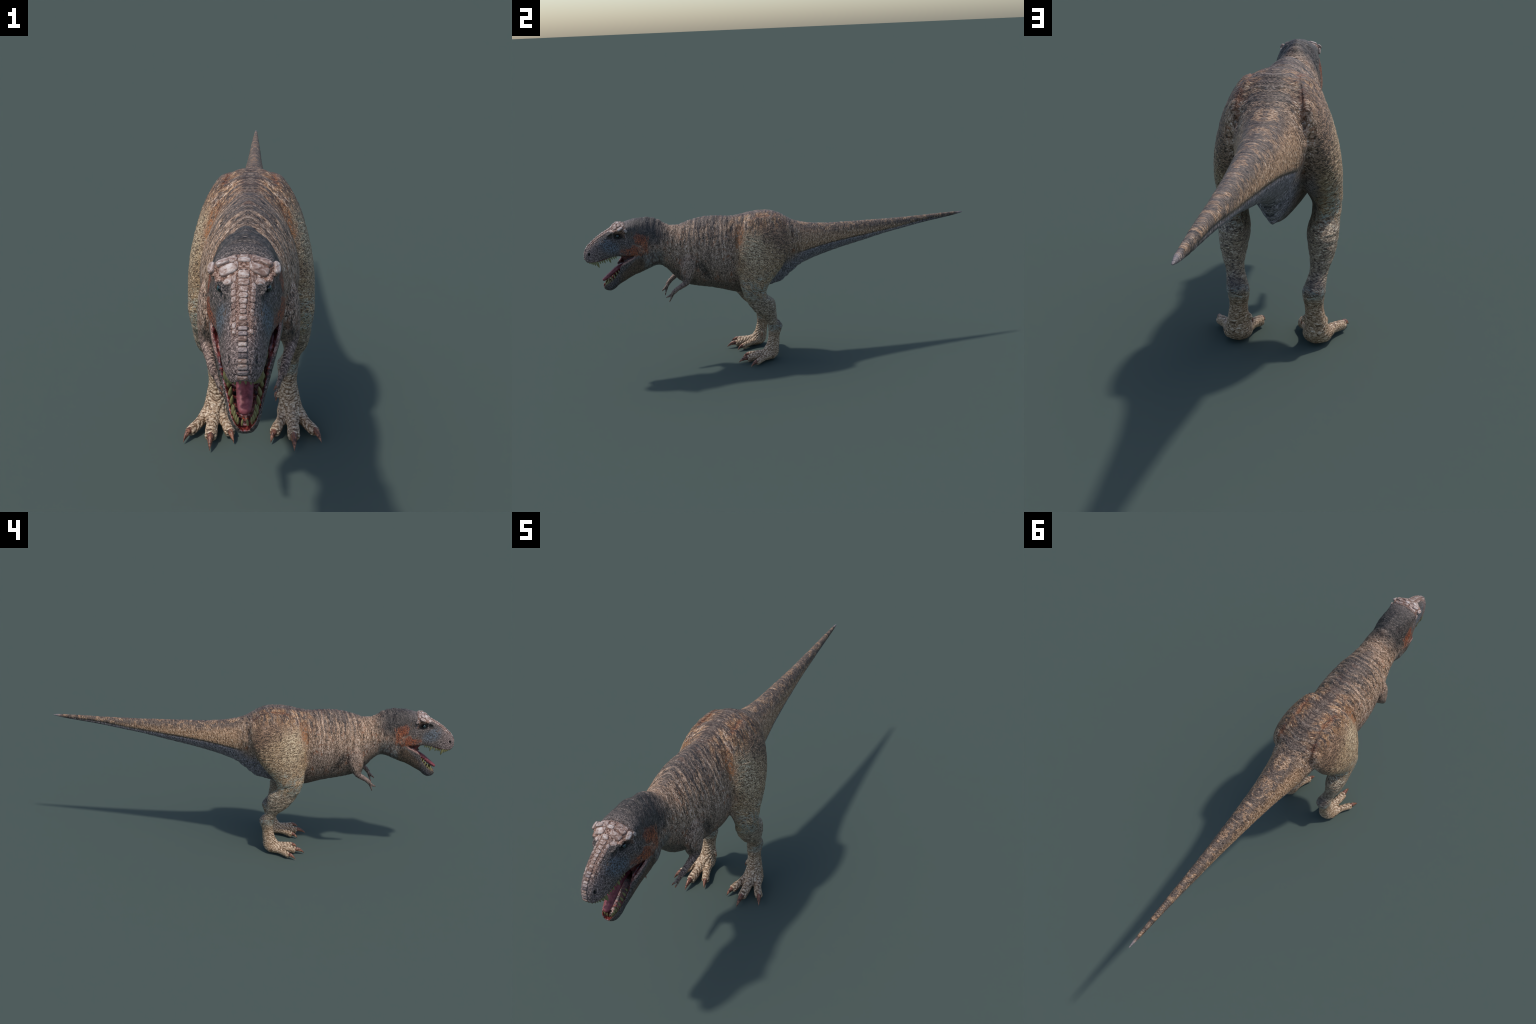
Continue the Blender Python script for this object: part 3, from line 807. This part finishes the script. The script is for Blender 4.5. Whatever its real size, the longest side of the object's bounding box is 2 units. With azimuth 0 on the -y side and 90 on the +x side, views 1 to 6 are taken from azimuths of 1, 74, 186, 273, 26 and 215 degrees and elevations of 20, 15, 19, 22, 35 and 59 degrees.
# claws on toes: arched, taller than wide, underside flatter
def claw_rings(base, tip, r, arch, n=18, seg=16):
    base, tip = np.array(base), np.array(tip); d = tip - base; L = np.linalg.norm(d); f = d / L
    side = np.cross(f, [0, 0, 1.]); side /= np.linalg.norm(side); up = np.cross(side, f)
    a = np.linspace(0, TAU, seg, endpoint=False); rings = []
    for t in np.linspace(-.12, 1, n):
        q = max(t, 0)
        rr = r * max(1 - q ** 1.5, .03) * (1.0 if t > 0 else .92)
        c = base + d * t + up * arch * L * (4 * q * (1 - q)) * .5
        rings.append(c + rr * (np.outer(np.cos(a), side) * .78 + np.outer(np.where(np.sin(a) > 0, 1.15, .7) * np.sin(a), up)))
    return rings
for side in (1, -1):
    mir = np.array([side, 1, 1])
    for nm, (p0, p1, p2, p3, r) in TOES.items():
        add('claw', loft_mesh('claw', claw_rings(np.array(p2) * mir + np.array([0, 0, .001]), np.array(p3) * mir, r * .76, .22)), HORN, PART['foot', side])
    add('claw', loft_mesh('claw', claw_rings(np.array((.0705, -.124, .069)) * mir, np.array((.066, -.127, .053)) * mir, .004, .1)), HORN, PART['foot', side])
    for f in FINGERS:
        b = np.array(f[-1]); dd = b - np.array(f[-2]); dd /= np.linalg.norm(dd)
        add('claw', loft_mesh('claw', claw_rings((b - dd * .002) * mir, (b + dd * .010) * mir, .0036, .15, 12, 12)), HORN, PART['hand', side])

# teeth: curved leaf-shaped cones; one mesh, many instances
def tooth_mesh():
    rings = []; a = np.linspace(0, TAU, 14, endpoint=False)
    for t in np.linspace(-.15, 1, 14):
        q = max(t, 0); r = .30 * max(.74 + 1.05 * q - 1.79 * q * q, .03)
        rings.append(np.stack([.92 * r * np.cos(a), r * np.sin(a) + .10 * q * q, np.full(14, t)], 1))
    return loft_mesh('tooth', rings)
TM = tooth_mesh(); TM.materials.append(TOOTH)
def tooth(p, axis, length, width, parent):
    z = Vector(axis).normalized(); fwd = Vector((0, 1, 0)); xx = fwd.cross(z).normalized(); yy = z.cross(xx)
    M = Matrix((xx, yy, z)).transposed().to_4x4()
    o = add('tooth', TM, None, parent)
    o.matrix_world = Matrix.Translation(p) @ M @ Matrix.Diagonal((width, width, length, 1))
    return o
# y along the lip, length
UPPER = [(-.9935, .007, .35), (-.990, .008, .3), (-.984, .009, 0), (-.977, .011, 0), (-.969, .015, 0), (-.960, .019, 0), (-.948, .030, 0), (-.935, .015, 0),
         (-.925, .015, 0), (-.915, .018, 0), (-.903, .014, 0), (-.891, .025, 0), (-.880, .014, 0), (-.870, .014, 0), (-.861, .013, 0)]
SK = np.array(SKULL)
so = np.argsort(SK[:, 2])
for y, L, fr in UPPER:
    w = float(np.interp(y, SK[so, 2], SK[so, 4])); zl = float(np.interp(y, SK[so, 2], SK[so, 3]))
    for s in (1, -1):
        x = w * .86 if y > -.985 else w * (.75 if y > -.992 else .3)
        tooth((s * x, y + .002, zl + .004), (s * .06, .22 - .5 * fr, -1), L * 1.1 + .003, L * .62 + .0055, PART['head'])
LOWER = [(.05, .0085), (.12, .0095), (.20, .011), (.29, .015), (.385, .021), (.465, .012), (.55, .021), (.655, .022), (.76, .021), (.86, .014)]
JW = np.array(JAW[:8])
jl = np.linspace(0, 7, 200); JP = pchip(np.arange(8), JW, jl)
for u, L in LOWER:
    k = int(u * 199 * .93); ty, tz, by, bz, w, _ = JP[k]
    up = np.array([0, ty - by, tz - bz]); up /= np.linalg.norm(up)
    for s in (1, -1):
        e = .80 if u > .12 else .80 if u > .07 else .45
        inset = .0075 * max(0, 1 - u / .35)      # the front teeth stand back from the lip
        base = np.array([s * w * (e - .03), ty, tz]) - up * .006 + np.array([0, .004 + inset, .35 * inset])
        tooth(base, (-s * .10, up[1] * .5 + .05, up[2]), L + .0045, L * .52 + .0058, PART['lower_jaw'])

# tongue: long, flat-topped, rising at the tip
TG = [((0, -.775, .545), .017, .012), ((0, -.82, .545), .0175, .012), ((0, -.85, .533), .0175, .0115), ((0, -.88, .512), .0165, .010),
      ((0, -.905, .494), .0145, .0085), ((0, -.918, .4855), .0105, .007), ((0, -.9235, .4825), .004, .003)]
P = np.array([[*c, w, h] for c, w, h in TG]); C = pchip(np.arange(len(P)), P, np.linspace(0, len(P) - 1, 50))
a = np.linspace(0, TAU, 28, endpoint=False)
rings = []
for i in range(50):
    t = C[min(i + 1, 49), :3] - C[max(i - 1, 0), :3]; t /= np.linalg.norm(t); up = np.cross([1., 0, 0], t)
    up = up if up[2] > 0 else -up
    sx = np.sign(np.cos(a)) * np.abs(np.cos(a)) ** .8; sz = np.sin(a) * np.where(np.abs(np.cos(a)) < .25, .9 + .4 * np.abs(np.cos(a)), 1)
    rings.append(C[i, :3] + np.outer(sx * C[i, 3], [1, 0, 0]) + np.outer(sz * C[i, 4], up))
add('tongue', loft_mesh('tongue', rings), TONGUE)

# eyes
for s in (1, -1):
    r = Raw(); r.ball((s * .0435, -.8395, .700), (.0075, .0085, .0085), 0, both=False)
    me = to_mesh('eye', np.concatenate(r.v), r.f); me.polygons.foreach_set('use_smooth', np.ones(len(me.polygons), bool))
    add('eye', me, EYE, PART['head'])

# bony scutes: rounded blocks set on the skin
def block_mesh(e=.45):
    rings = []; a = np.linspace(0, TAU, 24, endpoint=False)
    sp = lambda v, k: np.sign(v) * np.abs(v) ** k
    for u in np.linspace(-math.pi / 2 + .05, math.pi / 2 - .05, 14):
        rings.append(np.stack([sp(np.cos(u), .5) * sp(np.cos(a), e), sp(np.cos(u), .5) * sp(np.sin(a), e), np.full(24, sp(np.sin(u), .8))], 1))
    return loft_mesh('scute', rings)
BM = {'tan': block_mesh(.55), 'grey': block_mesh(.5), 'round': block_mesh(.85)}
BM['tan'].materials.append(SCUTE); BM['grey'].materials.append(SCUTE_GREY); BM['round'].materials.append(SCUTE)
def scute(origin, direction, size, kind='tan', spin=0., sink=.25):
    hit, nrm, _, _ = BVH.ray_cast(Vector(origin), Vector(direction).normalized())
    if hit is None: return
    z = nrm.normalized(); xx = (Vector((1, 0, 0)) - z * z.x).normalized(); yy = z.cross(xx)
    M = Matrix((xx, yy, z)).transposed().to_4x4()
    o = add('scute', BM[kind], None, PART['head'])
    j = lambda: random.uniform(.92, 1.08)
    o.matrix_world = Matrix.Translation(hit - z * size[2] * sink) @ M @ Matrix.Rotation(spin, 4, 'Z') @ Matrix.Diagonal((size[0] * j(), size[1] * j(), size[2], 1))
# top line of the skull by arc length
TL = np.array([(s[0], s[1]) for s in SKULL[:12]]); arc = np.r_[0, np.cumsum(np.linalg.norm(np.diff(TL, axis=0), axis=1))]
def on_top(sarc, x=0.0):
    if sarc < 0:
        return (x, -1.05, TL[0, 1] + sarc), (0, 1, .15)
    y = np.interp(sarc, arc, TL[:, 0]); z = np.interp(sarc, arc, TL[:, 1])
    y2 = np.interp(sarc + .004, arc, TL[:, 0]); z2 = np.interp(sarc + .004, arc, TL[:, 1])
    n = np.array([0, -(z2 - z), y2 - y]); n /= np.linalg.norm(n)
    o = np.array([x, y, z]) + n * .05
    return tuple(o), tuple(-n)
s0 = -.0215
for i in range(13):          # cross bars over the muzzle
    scute(*on_top(s0), (.0098 - .0002 * i, .0045, .0034), 'grey' if i % 4 in (1, 2) else 'tan'); s0 += .0098
for i in range(7):           # knobs up to the brow
    r = (.0062, .0066, .0075, .0085, .0095, .0105, .0110)[i]
    scute(*on_top(s0 + r * .5), (r, r * .78, .0040), 'round' if i in (1, 3) else 'tan'); s0 += r * 1.55 + .001
s0 = .072
for i in range(9):           # side rows
    r = .0050 + .0003 * i
    for sg in (1, -1):
        scute(*on_top(s0, sg * (.0148 + .0005 * i)), (r * .78, r * 1.05, .0030), 'round' if i % 2 else 'tan', sg * .1)
    s0 += r * 2.15 + .0012
# plates of the forehead
for sx, y, sz, kind, spin in ((.0295, -.846, (.0190, .0115, .0070), 'tan', -.25), (.0400, -.826, (.0140, .0090, .0055), 'tan', -.35), (.0210, -.822, (.0095, .0080, .0050), 'tan', 0),
                        (.0240, -.809, (.0110, .0060, .0045), 'round', .1), (.0400, -.810, (.0100, .0060, .0040), 'round', -.2), (.0, -.812, (.0100, .0065, .0050), 'round', 0),
                        (.0, -.826, (.0115, .0075, .0050), 'tan', 0), (.0300, -.868, (.0130, .0085, .0055), 'round', .5), (.0145, -.842, (.0050, .0110, .0045), 'tan', 0)):
    for sg in ((1, -1) if sx else (1,)):
        scute((sg * sx, y - .02, .80), (0, .02, -.07), sz, kind, sg * spin, .35)
for sg in (1, -1):           # brow bosses
    scute((sg * .10, -.832, .78), (-sg * .045, .003, -.050), (.0085, .0150, .0052), 'round', 0, .35)
    scute((sg * .10, -.806, .765), (-sg * .045, .003, -.050), (.0060, .0100, .0032), 'round', 0, .45)
    for k in range(5):       # beads down the front and back of the eye
        scute((sg * .12, -.862 + .001 * k, .712 - .009 * k), (-sg, 0, -.02), (.0015, .0030, .0014), 'grey')
        scute((sg * .12, -.806 + .003 * k * (k < 3), .706 - .010 * k), (-sg, 0, -.02), (.0026, .0034, .0016), 'grey')
